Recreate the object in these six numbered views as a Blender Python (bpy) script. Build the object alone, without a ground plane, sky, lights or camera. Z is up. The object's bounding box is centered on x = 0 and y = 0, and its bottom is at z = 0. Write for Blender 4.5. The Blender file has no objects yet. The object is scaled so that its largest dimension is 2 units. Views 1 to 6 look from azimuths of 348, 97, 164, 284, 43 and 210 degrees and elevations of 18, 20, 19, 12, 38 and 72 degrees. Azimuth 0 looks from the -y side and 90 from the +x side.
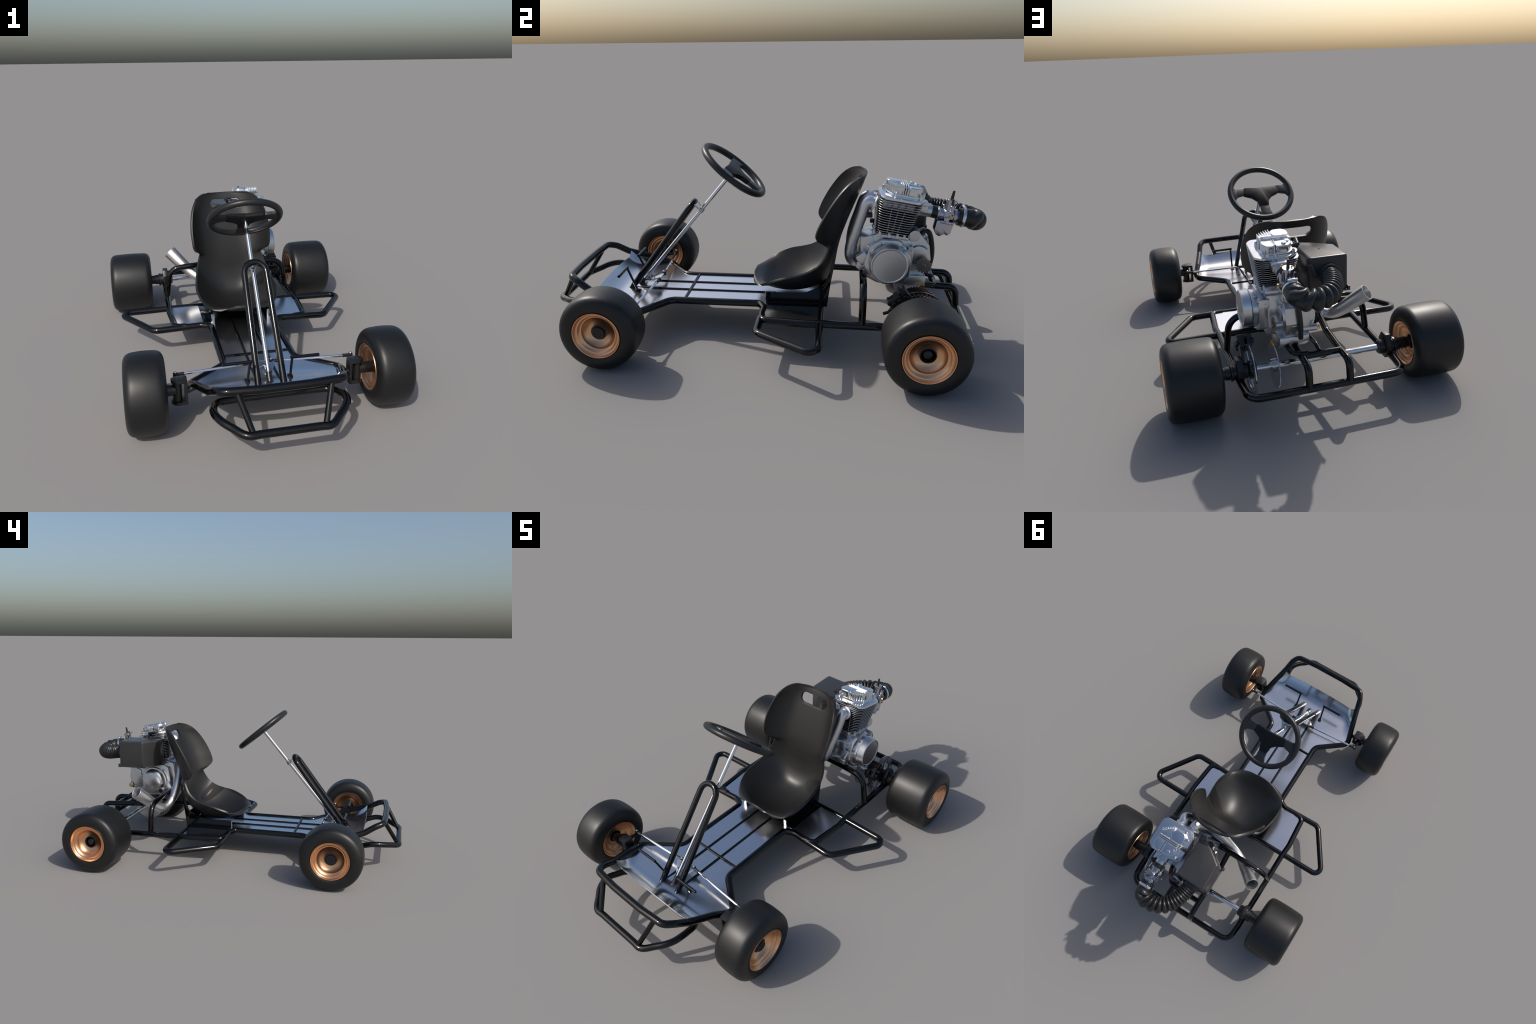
import bpy, bmesh, math, random
from mathutils import Vector, Matrix

random.seed(7)
V = Vector
X, Y, Z = V((1, 0, 0)), V((0, 1, 0)), V((0, 0, 1))

# ------------------------------------------------------------------ materials
def material(name, color, metallic=0.0, rough=0.4, vary=0.12, scale=9.0, bump=0.0, bump_scale=250.0,
             stretch=(1, 1, 1), coat=0.0, rough_vary=0.25, spec=0.5):
    m = bpy.data.materials.new(name)
    m.use_nodes = True
    nt = m.node_tree
    p = nt.nodes["Principled BSDF"]
    p.inputs["Metallic"].default_value = metallic
    p.inputs["Specular IOR Level"].default_value = spec
    p.inputs["Coat Weight"].default_value = coat
    p.inputs["Coat Roughness"].default_value = 0.06
    co = nt.nodes.new("ShaderNodeTexCoord")
    mp = nt.nodes.new("ShaderNodeMapping")
    mp.inputs["Scale"].default_value = stretch
    nt.links.new(co.outputs["Object"], mp.inputs["Vector"])
    nz = nt.nodes.new("ShaderNodeTexNoise")
    nz.inputs["Scale"].default_value = scale
    nz.inputs["Detail"].default_value = 5
    nt.links.new(mp.outputs["Vector"], nz.inputs["Vector"])
    ramp = nt.nodes.new("ShaderNodeValToRGB")
    ramp.color_ramp.elements[0].position = 0.3
    ramp.color_ramp.elements[1].position = 0.7
    ramp.color_ramp.elements[0].color = [c * (1 - vary) for c in color] + [1]
    ramp.color_ramp.elements[1].color = [min(1, c * (1 + vary)) for c in color] + [1]
    nt.links.new(nz.outputs["Fac"], ramp.inputs["Fac"])
    nt.links.new(ramp.outputs["Color"], p.inputs["Base Color"])
    rr = nt.nodes.new("ShaderNodeMapRange")
    rr.inputs["To Min"].default_value = rough * (1 - rough_vary)
    rr.inputs["To Max"].default_value = rough * (1 + rough_vary)
    nt.links.new(nz.outputs["Fac"], rr.inputs["Value"])
    nt.links.new(rr.outputs["Result"], p.inputs["Roughness"])
    if bump:
        n2 = nt.nodes.new("ShaderNodeTexNoise")
        n2.inputs["Scale"].default_value = bump_scale
        nt.links.new(mp.outputs["Vector"], n2.inputs["Vector"])
        b = nt.nodes.new("ShaderNodeBump")
        b.inputs["Strength"].default_value = bump
        b.inputs["Distance"].default_value = 0.001
        nt.links.new(n2.outputs["Fac"], b.inputs["Height"])
        nt.links.new(b.outputs["Normal"], p.inputs["Normal"])
    return m

M_paint = material("black_gloss_paint", (0.0016, 0.0017, 0.002), 0, 0.10, vary=0.1, rough_vary=0.15)
M_tyre = material("tyre_rubber", (0.0065, 0.0065, 0.0067), 0, 0.44, vary=0.08, scale=5, rough_vary=0.08)
M_rim = material("copper_rim", (0.86, 0.49, 0.28), 1.0, 0.31, vary=0.0, rough_vary=0.03)
M_hub = material("hub_black", (0.008, 0.008, 0.009), 0, 0.3)
M_pan = material("polished_sheet_steel", (0.74, 0.745, 0.765), 1.0, 0.20, vary=0.01, scale=6, rough_vary=0.06)
M_seat = material("seat_plastic", (0.0115, 0.0113, 0.011), 0, 0.40, vary=0.05, rough_vary=0.06)
M_grip = material("steering_rubber", (0.0125, 0.0127, 0.013), 0, 0.40, vary=0.06, rough_vary=0.08)
M_pad = material("steering_pad", (0.0025, 0.0027, 0.0035), 0, 0.50, vary=0.05, spec=0.3)
M_spoke = material("steering_spoke_plastic", (0.020, 0.020, 0.0205), 0, 0.38, vary=0.05)
M_chrome = material("chrome", (0.80, 0.81, 0.83), 1.0, 0.10, vary=0.02)
M_alu = material("cast_aluminium", (0.68, 0.69, 0.71), 1.0, 0.32, vary=0.03, scale=12, rough_vary=0.10)
M_alu_pol = material("polished_aluminium", (0.80, 0.81, 0.825), 1.0, 0.20, vary=0.03, scale=20)
M_fin = material("fin_aluminium", (0.50, 0.51, 0.53), 1.0, 0.26, vary=0.05)
M_core = material("dark_cylinder", (0.03, 0.03, 0.032), 0.3, 0.5)
M_carb = material("carburettor_zinc", (0.52, 0.52, 0.58), 1.0, 0.24, vary=0.06, scale=30)
M_brass = material("brass", (0.70, 0.48, 0.14), 1.0, 0.25)
M_yellow = material("yellow_plastic", (0.72, 0.36, 0.02), 0, 0.35)
M_exh = material("exhaust_steel", (0.80, 0.80, 0.81), 1.0, 0.40, vary=0.04, rough_vary=0.1)
M_box = material("airbox_plastic", (0.034, 0.034, 0.0345), 0, 0.33, vary=0.06, bump=0.05, bump_scale=600)
M_hose = material("hose_rubber", (0.016, 0.0158, 0.0157), 0, 0.33, vary=0.08)
M_blackmetal = material("black_steel", (0.012, 0.012, 0.0125), 0.0, 0.36, vary=0.1)
M_steel = material("machined_steel", (0.66, 0.66, 0.67), 1.0, 0.20, vary=0.04)
M_disc = material("brake_steel", (0.62, 0.62, 0.63), 1.0, 0.18, vary=0.05)
M_sprocket = material("sprocket_steel", (0.30, 0.27, 0.26), 1.0, 0.34, vary=0.08)

# ------------------------------------------------------------------ geometry helpers
class Build:
    """collects pieces of geometry for one mesh object"""
    def __init__(self):
        self.bm = bmesh.new()

    def _merge(self, tmp):
        bmesh.ops.recalc_face_normals(tmp, faces=tmp.faces[:])
        me = bpy.data.meshes.new("tmp")
        tmp.to_mesh(me)
        tmp.free()
        self.bm.from_mesh(me)
        bpy.data.meshes.remove(me)

    def _bevel(self, tmp, offset, seg=2, angle=30):
        if offset > 0:
            es = [e for e in tmp.edges if len(e.link_faces) == 2 and e.calc_face_angle(0) > math.radians(angle)]
            bmesh.ops.bevel(tmp, geom=es, offset=offset, segments=seg, profile=0.5, affect='EDGES', clamp_overlap=True)

    def box(self, c, size, bevel=0.002, rot=None, seg=2):
        t = bmesh.new()
        bmesh.ops.create_cube(t, size=1)
        bmesh.ops.scale(t, vec=V(size), verts=t.verts[:])
        self._bevel(t, bevel, seg)
        mat = Matrix.Translation(V(c)) @ (rot.to_4x4() if rot else Matrix.Identity(4))
        bmesh.ops.transform(t, matrix=mat, verts=t.verts[:])
        self._merge(t)
        return self

    def lathe(self, profile, origin, axis, seg=48, closed=False, wob=None):
        """profile: (distance along axis, radius)"""
        t = bmesh.new()
        ax = V(axis).normalized()
        a = ax.orthogonal().normalized()
        b = ax.cross(a)
        o = V(origin)
        rows = []
        for d, r in profile:
            if r < 1e-6:
                rows.append([t.verts.new(o + ax * d)])
            else:
                ring = []
                for i in range(seg):
                    th = 2 * math.pi * i / seg
                    rr = r * (wob(th, d) if wob else 1)
                    ring.append(t.verts.new(o + ax * d + (a * math.cos(th) + b * math.sin(th)) * rr))
                rows.append(ring)
        pairs = list(zip(rows[:-1], rows[1:]))
        if closed:
            pairs.append((rows[-1], rows[0]))
        for p, q in pairs:
            for i in range(seg):
                j = (i + 1) % seg
                if len(p) == 1 and len(q) == 1:
                    continue
                if len(p) == 1:
                    t.faces.new((p[0], q[i], q[j]))
                elif len(q) == 1:
                    t.faces.new((p[i], p[j], q[0]))
                else:
                    t.faces.new((p[i], p[j], q[j], q[i]))
        self._merge(t)
        return self

    def cyl(self, p0, p1, r, r1=None, seg=32, ch=0.0015):
        p0, p1 = V(p0), V(p1)
        L = (p1 - p0).length
        r1 = r if r1 is None else r1
        ch = min(ch, r * 0.4, r1 * 0.4, L * 0.4)
        return self.lathe([(0, 0), (0, r - ch), (ch, r), (L - ch, r1), (L, r1 - ch), (L, 0)], p0, p1 - p0, seg)

    def sphere(self, c, r, scale=(1, 1, 1), seg=20):
        t = bmesh.new()
        bmesh.ops.create_uvsphere(t, u_segments=seg, v_segments=seg // 2, radius=r)
        bmesh.ops.transform(t, matrix=Matrix.Translation(V(c)) @ Matrix.Diagonal((*scale, 1)), verts=t.verts[:])
        self._merge(t)
        return self

    def extrude(self, outline, x0, x1, bevel=0.002, frame=None, seg=2):
        """outline in (a, b); frame = (origin, a dir, b dir, depth dir)"""
        o, da, db, dn = frame or (V((0, 0, 0)), Y, Z, X)
        t = bmesh.new()
        lo = [t.verts.new(o + da * a + db * b + dn * x0) for a, b in outline]
        hi = [t.verts.new(o + da * a + db * b + dn * x1) for a, b in outline]
        n = len(outline)
        t.faces.new(lo)
        t.faces.new(hi[::-1])
        for i in range(n):
            j = (i + 1) % n
            t.faces.new((lo[i], hi[i], hi[j], lo[j]))
        bmesh.ops.recalc_face_normals(t, faces=t.faces[:])
        self._bevel(t, bevel, seg, 25)
        self._merge(t)
        return self

    def sweep(self, pts, r, seg=20, closed=False, cap=True, rfun=None):
        """tube along a polyline; r is a number or one per point; rfun(i, theta) adds to the radius"""
        pts = [V(p) for p in pts]
        n = len(pts)
        rs = r if isinstance(r, (list, tuple)) else [r] * n
        t = bmesh.new()
        tang = []
        for i in range(n):
            a = pts[(i - 1) % n] if closed or i > 0 else pts[i]
            b = pts[(i + 1) % n] if closed or i < n - 1 else pts[i]
            tang.append((b - a).normalized())
        nrm = tang[0].cross(Z)
        nrm = nrm.normalized() if nrm.length > 0.1 else tang[0].orthogonal().normalized()
        rings = []
        for i in range(n):
            nrm = (nrm - tang[i] * nrm.dot(tang[i])).normalized()
            bi = tang[i].cross(nrm)
            ring = []
            for k in range(seg):
                th = 2 * math.pi * k / seg
                rad = rs[i] + (rfun(i, th) if rfun else 0)
                ring.append(t.verts.new(pts[i] + (nrm * math.cos(th) + bi * math.sin(th)) * rad))
            rings.append(ring)
        for i in range(n if closed else n - 1):
            p, q = rings[i], rings[(i + 1) % n]
            for k in range(seg):
                l = (k + 1) % seg
                t.faces.new((p[k], p[l], q[l], q[k]))
        if cap and not closed:
            t.faces.new(rings[0][::-1])
            t.faces.new(rings[-1])
        self._merge(t)
        return self

    def grid(self, rows, thick=0.0):
        """rows of points -> sheet; thick along vertex normals handled by caller"""
        t = bmesh.new()
        vs = [[t.verts.new(V(p)) for p in row] for row in rows]
        for a, b in zip(vs[:-1], vs[1:]):
            for i in range(len(a) - 1):
                t.faces.new((a[i], a[i + 1], b[i + 1], b[i]))
        if thick:
            bmesh.ops.recalc_face_normals(t, faces=t.faces[:])
            bmesh.ops.solidify(t, geom=t.faces[:], thickness=thick)
        self._merge(t)
        return self

    def mirror_x(self):
        geo = self.bm.verts[:] + self.bm.edges[:] + self.bm.faces[:]
        d = bmesh.ops.duplicate(self.bm, geom=geo)["geom"]
        vs = [g for g in d if isinstance(g, bmesh.types.BMVert)]
        fs = [g for g in d if isinstance(g, bmesh.types.BMFace)]
        for v in vs:
            v.co.x = -v.co.x
        bmesh.ops.reverse_faces(self.bm, faces=fs)
        return self

    def mesh(self, name, mat, angle=40):
        me = bpy.data.meshes.new(name)
        self.bm.to_mesh(me)
        self.bm.free()
        me.materials.append(mat)
        me.polygons.foreach_set("use_smooth", [True] * len(me.polygons))
        me.set_sharp_from_angle(angle=math.radians(angle))
        return me

    def obj(self, name, mat, parent, angle=40, stuff=False):
        return place(self.mesh(name, mat, angle), name, parent, stuff=stuff)


def place(mesh, name, parent, matrix=None, stuff=False):
    o = bpy.data.objects.new(name, mesh)
    bpy.context.collection.objects.link(o)
    o.parent = parent
    if matrix:
        o.matrix_local = matrix
    if stuff:
        o["kind"] = "stuff"
    return o


def empty(name, parent=None, loc=(0, 0, 0)):
    o = bpy.data.objects.new(name, None)
    o.empty_display_size = 0.05
    bpy.context.collection.objects.link(o)
    o.parent = parent
    o.location = loc
    return o


def catmull(ctrl, sub=8, closed=False):
    pts = [V(p) for p in ctrl]
    n = len(pts)
    out = []
    for i in range(n if closed else n - 1):
        p1, p2 = pts[i], pts[(i + 1) % n]
        p0 = pts[(i - 1) % n] if closed or i > 0 else p1 * 2 - p2
        p3 = pts[(i + 2) % n] if closed or i < n - 2 else p2 * 2 - p1
        for k in range(sub):
            t = k / sub
            out.append(0.5 * ((2 * p1) + (p2 - p0) * t + (2 * p0 - 5 * p1 + 4 * p2 - p3) * t * t
                              + (3 * p1 - p0 - 3 * p2 + p3) * t ** 3))
    if not closed:
        out.append(pts[-1])
    return out


def bent(ctrl, radius=0.04, n=8, closed=False):
    """polyline with its corners rounded, as a tube bender would; ctrl: points or (point, radius)"""
    pts = [(V(c[0]), c[1]) if hasattr(c[0], "__len__") else (V(c), radius) for c in ctrl]
    out = []
    m = len(pts)
    for i, (p, r) in enumerate(pts):
        if not closed and i in (0, m - 1):
            out.append(p)
            continue
        a, b = pts[(i - 1) % m][0], pts[(i + 1) % m][0]
        u, w = (a - p), (b - p)
        la, lb = u.length, w.length
        u.normalize()
        w.normalize()
        ang = u.angle(w)
        if ang > 3.10:
            out.append(p)
            continue
        d = min(r / math.tan(ang / 2), 0.48 * la, 0.48 * lb)
        rr = d * math.tan(ang / 2)
        c = p + (u + w).normalized() * (rr / math.sin(ang / 2))
        s, e = p + u * d - c, p + w * d - c
        tot = s.angle(e)
        axis = s.cross(e).normalized()
        for k in range(n + 1):
            out.append(c + Matrix.Rotation(tot * k / n, 3, axis) @ s)
    return out


def rounded_rect(hw, hh, r, n=6, cx=0, cy=0):
    out = []
    for sx, sy, a0 in ((1, 1, 0), (-1, 1, 90), (-1, -1, 180), (1, -1, 270)):
        for k in range(n + 1):
            a = math.radians(a0 + 90 * k / n)
            out.append((cx + sx * (hw - r) + r * math.cos(a), cy + sy * (hh - r) + r * math.sin(a)))
    return out


def round_poly(pts, r, n=5):
    """2D polygon with rounded corners"""
    p3 = bent([((a, b, 0), r) for a, b in pts], r, n, closed=True)
    return [(p.x, p.y) for p in p3]


def interp(table, s):
    for (s0, *a), (s1, *b) in zip(table[:-1], table[1:]):
        if s <= s1:
            t = (s - s0) / (s1 - s0)
            t = min(1, max(0, t))
            return [u + (w - u) * t for u, w in zip(a, b)]
    return list(table[-1][1:])


kart = empty("go_kart")
kart["label"] = "black tubular racing go-kart with rear engine and copper rims"
kart["category"] = "go-kart"

R = 0.0171          # main tube radius
ZF = 0.152          # height of the chassis tubes

# ------------------------------------------------------------------ chassis
b = Build()
for s in (1, -1):
    # narrow rail, splayed front and rising nose, one bent tube; then the bar that stands out sideways
    b.sweep(bent([((s * 0.165, -0.05, ZF), .04),
                  ((s * 0.1655, -0.435, ZF), .06), ((s * 0.340, -0.570, 0.151), .045),
                  ((s * 0.312, -0.665, 0.196), .05), ((s * 0.278, -0.790, 0.237), .06),
                  ((s * 0.262, -0.850, 0.272), .06), ((s * 0.238, -0.891, 0.286), .055), ((s * 0.10, -0.901, 0.285), .03),
                  ((0, -0.901, 0.285), .03)]), R)
    # rail along the engine bay to the tail bar
    b.sweep(bent([((s * 0.29, 0.020, ZF), .03), ((s * 0.346, 0.026, ZF), .05), ((s * 0.362, 0.22, ZF), .08), ((s * 0.357, 0.30, ZF), .05),
                  ((s * 0.357, 0.47, 0.149), .05), ((s * 0.355, 0.80, 0.148), .05), ((s * 0.347, 0.905, 0.144), .055), ((0.0, 0.908, 0.144), .03)]), R)
b.obj("frame", M_paint, kart)

for s in (1, -1):
    Build().sweep(bent([((s * 0.165, -0.05, ZF), .04), ((s * 0.165, -0.002, ZF), .03), ((s * 0.215, 0.022, 0.150), .05),
                        ((s * 0.34, 0.017, 0.148), .05), ((s * 0.456, 0.014, 0.146), .05), ((s * 0.637, 0.284, 0.146), .036),
                        ((s * 0.372, 0.285, 0.150), .03)]), R).obj("nerf_bar", M_paint, kart)

b = Build()
b.sweep([(-0.345, 0.286, 0.1505), (0.345, 0.286, 0.1505)], 0.0155)
b.sweep([(-0.165, -0.368, 0.157), (0.165, -0.368, 0.157)], 0.0085)
for x in (-0.051, 0.047):
    b.sweep([(x, -0.650, 0.158), (x, 0.06, 0.157)], 0.0078)
b.obj("floor_brace", M_paint, kart)

# nose bumper: lower loop closed by a cross tube, two struts up to the nose tube
b = Build()
loop = []
half = [(0.10, -0.982, 0.145), (0.166, -0.980, 0.145), (0.214, -0.936, 0.156), (0.245, -0.904, 0.165), (0.265, -0.866, 0.170),
        (0.270, -0.829, 0.169), (0.265, -0.790, 0.158), (0.255, -0.745, 0.146), (0.222, -0.716, 0.139), (0.12, -0.708, 0.136)]
left = [(-x, y, z) for x, y, z in half]
b.sweep(catmull(half + left[::-1], 6, closed=True), 0.0160, closed=True)
for s in (1, -1):
    b.sweep([(s * 0.188, -0.896, 0.284), (s * 0.142, -0.976, 0.146)], 0.0122)
b.obj("bumper", M_paint, kart)

# engine cradle
b = Build()
b.sweep(bent([((0.357, 0.469, 0.150), .06), ((0.335, 0.470, 0.322), .075), ((0.18, 0.470, 0.332), .05), ((-0.18, 0.470, 0.332), .05),
              ((-0.335, 0.470, 0.322), .075), ((-0.357, 0.469, 0.150), .06)]), 0.0160)
for s in (1, -1):
    b.sweep(bent([((s * 0.092, 0.472, 0.330), .05), ((s * 0.091, 0.53, 0.292), .06), ((s * 0.090, 0.63, 0.256), .10), ((s * 0.090, 0.80, 0.245), .10),
                  ((s * 0.091, 0.902, 0.241), .04), ((s * 0.092, 0.910, 0.148), .03)]), 0.0162)
b.sweep([(-0.09, 0.806, 0.246), (0.09, 0.806, 0.246)], 0.0150)
b.sweep(bent([((0.150, 0.476, 0.318), .04), ((0.146, 0.54, 0.284), .05), ((0.138, 0.64, 0.266), .08), ((0.128, 0.80, 0.262), .03), ((0.06, 0.806, 0.256), .03)]), 0.0105)
b.sweep(bent([((0.014, 0.60, 0.275), .04), ((0.012, 0.70, 0.272), .04), ((0.010, 0.76, 0.272), .04), ((0.008, 0.806, 0.258), .03)]), 0.0095)
b.obj("engine_cradle", M_paint, kart)

# ------------------------------------------------------------------ floor pan (sheet steel, dished nose)
def pan_half_width(y):
    return interp([(-0.790, 0.258), (-0.765, 0.270), (-0.70, 0.290), (-0.64, 0.308), (-0.60, 0.322), (-0.572, 0.328), (-0.553, 0.312), (-0.50, 0.245),
                   (-0.455, 0.188), (-0.44, 0.178), (-0.42, 0.174), (-0.005, 0.174), (0.014, 0.19), (0.026, 0.225), (0.030, 0.31), (0.045, 0.337), (0.07, 0.346), (0.288, 0.349)], y)[0]

def pan_height(x, y):
    edge = -0.538 - 0.045 * (x / 0.3) ** 2
    d = max(0.0, edge - y)
    k = 0.03
    d = d * d / (2 * k) if d < k else d - k / 2
    z = 0.1560 + 0.055 * d
    side = max(0.0, abs(x) - (pan_half_width(y) - 0.045)) / 0.045
    z += 0.030 * side ** 2 * min(1.0, d / 0.15) ** 2
    e = max(0.0, -0.688 - y)
    return z + 6.0 * e * e

ys = sorted(set([-0.776 + 0.0104 * i for i in range(40)] + [-0.36 + 0.03 * i for i in range(12)] + [-0.004 + 0.004 * i for i in range(22)] + [0.10, 0.14, 0.19, 0.24, 0.287]))
rows = []
for y in ys:
    w = pan_half_width(y)
    row = []
    for i in range(41):
        x = w * (i / 20 - 1)
        yy = y
        if y < -0.70:                       # nose edge bows forward in the middle
            yy = y - 0.008 * (1 - (x / w) ** 2) * (-0.70 - y) / 0.08
        row.append((x, yy, pan_height(x, yy)))
    rows.append(row)
Build().grid(rows, 0.003).obj("floor_pan", M_pan, kart, angle=50)

# ------------------------------------------------------------------ wheels
def tyre_mesh(h, shoulder):
    prof = [(h - 0.012, 0.1005), (h - 0.006, 0.1050), (h - 0.0015, 0.112)] + shoulder + [(0.0, 0.1733)]
    prof = prof + [(-d, r) for d, r in prof[-2::-1]]
    prof = [(p.x, p.y) for p in catmull([(d, r, 0) for d, r in prof], 4)]
    prof += [(-h + 0.02, 0.097), (h - 0.02, 0.097)]
    return Build().lathe(prof, (0, 0, 0), X, seg=96, closed=True).mesh("tyre", M_tyre, 45)

def rim_mesh(h):
    def side(h, k):
        return [(h - 0.013, 0.1005), (h - 0.005, 0.1040), (h - 0.0015, 0.1030), (h - 0.0018, 0.1005), (h - 0.005, 0.0985), (h - 0.011 * k, 0.0965),
                (h - 0.0145 * k, 0.0935), (h - 0.0165 * k, 0.0895), (h - 0.0165 * k, 0.0870), (h - 0.020 * k, 0.0845), (h - 0.0255 * k, 0.0800),
                (h - 0.0270 * k, 0.0765), (h - 0.0285 * k, 0.0735), (h - 0.0330 * k, 0.0715), (h - 0.0400 * k, 0.0675), (h - 0.0480 * k, 0.060),
                (h - 0.0540 * k, 0.050), (h - 0.0570 * k, 0.041), (h - 0.0580 * k, 0.033), (h - 0.062 * k, 0.0330)]
    a = side(h, 1.0)
    c = side(h, 0.72)
    prof = a + [(-d, r) for d, r in c[::-1]] + [(-h + 0.02, 0.094), (h - 0.02, 0.094)]
    return Build().lathe(prof, (0, 0, 0), X, seg=96, closed=True).mesh("rim", M_rim, 38)

def hub_mesh(h, inner, bolt):
    b = Build()
    if bolt:      # domed nut sunk in the bore
        b.lathe([(h - 0.062, 0.0338), (h - 0.0405, 0.0338), (h - 0.0395, 0.0325), (h - 0.0395, 0.0295), (h - 0.058, 0.0280), (h - 0.056, 0.0235), (h - 0.050, 0.0222), (h - 0.044, 0.0190), (h - 0.040, 0.0130), (h - 0.0385, 0.0060), (h - 0.038, 0.0)], (0, 0, 0), X, 40)
        b.cyl((-h + 0.03, 0, 0.026), (-h + 0.06, 0, 0.026), 0.003)
    else:         # plain spindle end standing out of the bore
        b.lathe([(h - 0.062, 0.0340), (h - 0.0385, 0.0340), (h - 0.0375, 0.0325), (h - 0.0380, 0.0260), (h - 0.0300, 0.0250), (h - 0.028, 0.0238), (h - 0.0285, 0.0)], (0, 0, 0), X, 40)
    b.lathe([(h - 0.058, 0.0330), (h - 0.066, 0.0322), (h - 0.066, 0.0245), (-h - inner, 0.0245), (-h - inner, 0.0)], (0, 0, 0), X, 40)
    return b.mesh("hub", M_hub)

hr, hf = 0.1200, 0.0850
kinds = {
    "back": (tyre_mesh(hr, [(hr, 0.130), (hr - 0.0035, 0.147), (hr - 0.011, 0.1600), (hr - 0.023, 0.1680), (hr - 0.045, 0.1712)]), rim_mesh(hr), hub_mesh(hr, -0.005, True)),
    "nose": (tyre_mesh(hf, [(hf, 0.128), (hf - 0.0035, 0.1450), (hf - 0.011, 0.1585), (hf - 0.024, 0.1675), (hf - 0.045, 0.1715)]), rim_mesh(hf), hub_mesh(hf, 0.012, False)),
}
for kind, x, y in (("nose", 0.524, -0.6365), ("back", 0.5565, 0.7133)):
    for s in (1, -1):
        w = empty("wheel", kart, (s * x, y, 0.1733))
        if s < 0:
            w.rotation_euler = (0, 0, math.pi)
        for me, nm in zip(kinds[kind], ("tyre", "rim", "hub")):
            place(me, nm, w)

# ------------------------------------------------------------------ steering knuckles and tie rods
kb = Build()
# fixed C-bracket with the link to the frame
kb.box((0.3585, -0.638, 0.166), (0.012, 0.050, 0.110), 0.0015)
for z in (0.2165, 0.1175):
    kb.extrude(round_poly([(0.353, -0.665), (0.398, -0.665), (0.418, -0.650), (0.420, -0.626), (0.398, -0.611), (0.353, -0.611)], 0.012), z - 0.006, z + 0.006, 0.0012,
               (V((0, 0, 0)), X, Y, Z))
kb.cyl((0.362, -0.637, 0.160), (0.318, -0.632, 0.172), 0.013)
bracket = kb.mesh("knuckle_bracket", M_blackmetal)
kn = Build()
kn.cyl((0.394, -0.638, 0.124), (0.394, -0.638, 0.210), 0.0190)
kn.cyl((0.394, -0.638, 0.2225), (0.394, -0.638, 0.2245), 0.0085)
kn.cyl((0.400, -0.638, 0.1733), (0.500, -0.6365, 0.1733), 0.0225)
kn.extrude(round_poly([(0.384, -0.630), (0.405, -0.630), (0.402, -0.556), (0.394, -0.547), (0.386, -0.556)], 0.006), 0.181, 0.190, 0.001, (V((0, 0, 0)), X, Y, Z))
knuckle = kn.mesh("steering_knuckle", M_blackmetal)
for s in (1, -1):
    mat = Matrix.Diagonal((s, 1, 1, 1))
    place(bracket, "knuckle_bracket", kart, mat)
    k = place(knuckle, "steering_knuckle", kart, mat)
    xi = 0.031 if s > 0 else -0.059
    a, c = V((s * 0.394, -0.556, 0.197)), V((xi, -0.532, 0.199))
    d = (c - a).normalized()
    rod = Build().cyl(a + d * 0.03, c - d * 0.03, 0.0058).obj("tie_rod", M_chrome, kart)
    for p, q in ((a, d), (c, -d)):
        e = Build().cyl(p - q * 0.002, p + q * 0.038, 0.0078)
        e.cyl(p - Z * 0.009, p + Z * 0.009, 0.0105)
        e.obj("rod_end", M_blackmetal, rod)
        Build().sphere(p + Z * 0.010, 0.0065).obj("ball_stud", M_chrome, rod)

# ------------------------------------------------------------------ steering column, hoop, wheel
C = V((0, -0.1385, 0.7563))
ang = 0.8852
n = V((0, math.cos(ang), math.sin(ang)))
up = V((0, -math.sin(ang), math.cos(ang)))       # towards the upper rim edge
foot = V((0, -0.636, 0.166))
Build().cyl(C - n * 0.012, foot, 0.0092).obj("steering_column", M_chrome, kart)
b = Build()
cd = (C - foot).normalized()
b.cyl(foot - cd * 0.012, foot + cd * 0.035, 0.0125)
b.lathe([(0, 0.026), (0.006, 0.026), (0.016, 0.014), (0.02, 0.0)], foot - cd * 0.014 - Z * 0.006, Z, 24)
b.box((0, -0.638, 0.154), (0.060, 0.040, 0.012), 0.003)
b.obj("column_foot", M_blackmetal, kart)
b = Build()
b.extrude(round_poly([(-0.072, -0.030), (0.044, -0.030), (0.044, -0.010), (0.016, 0.060), (-0.016, 0.060), (-0.072, -0.008)], 0.010), -0.0025, 0.0025, 0.0008,
          (foot + V((0, 0.080, 0.030)), X, V((0, -0.97, -0.24)), V((0, -0.24, 0.97))))
for x in (-0.030, 0.012):
    b.sweep(bent([(x, -0.575, 0.197), (x * 0.5, -0.598, 0.222), (x * .3, -0.60, 0.20)], 0.01), 0.0035, 10)
b.obj("steering_arm", M_steel, kart)
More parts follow.
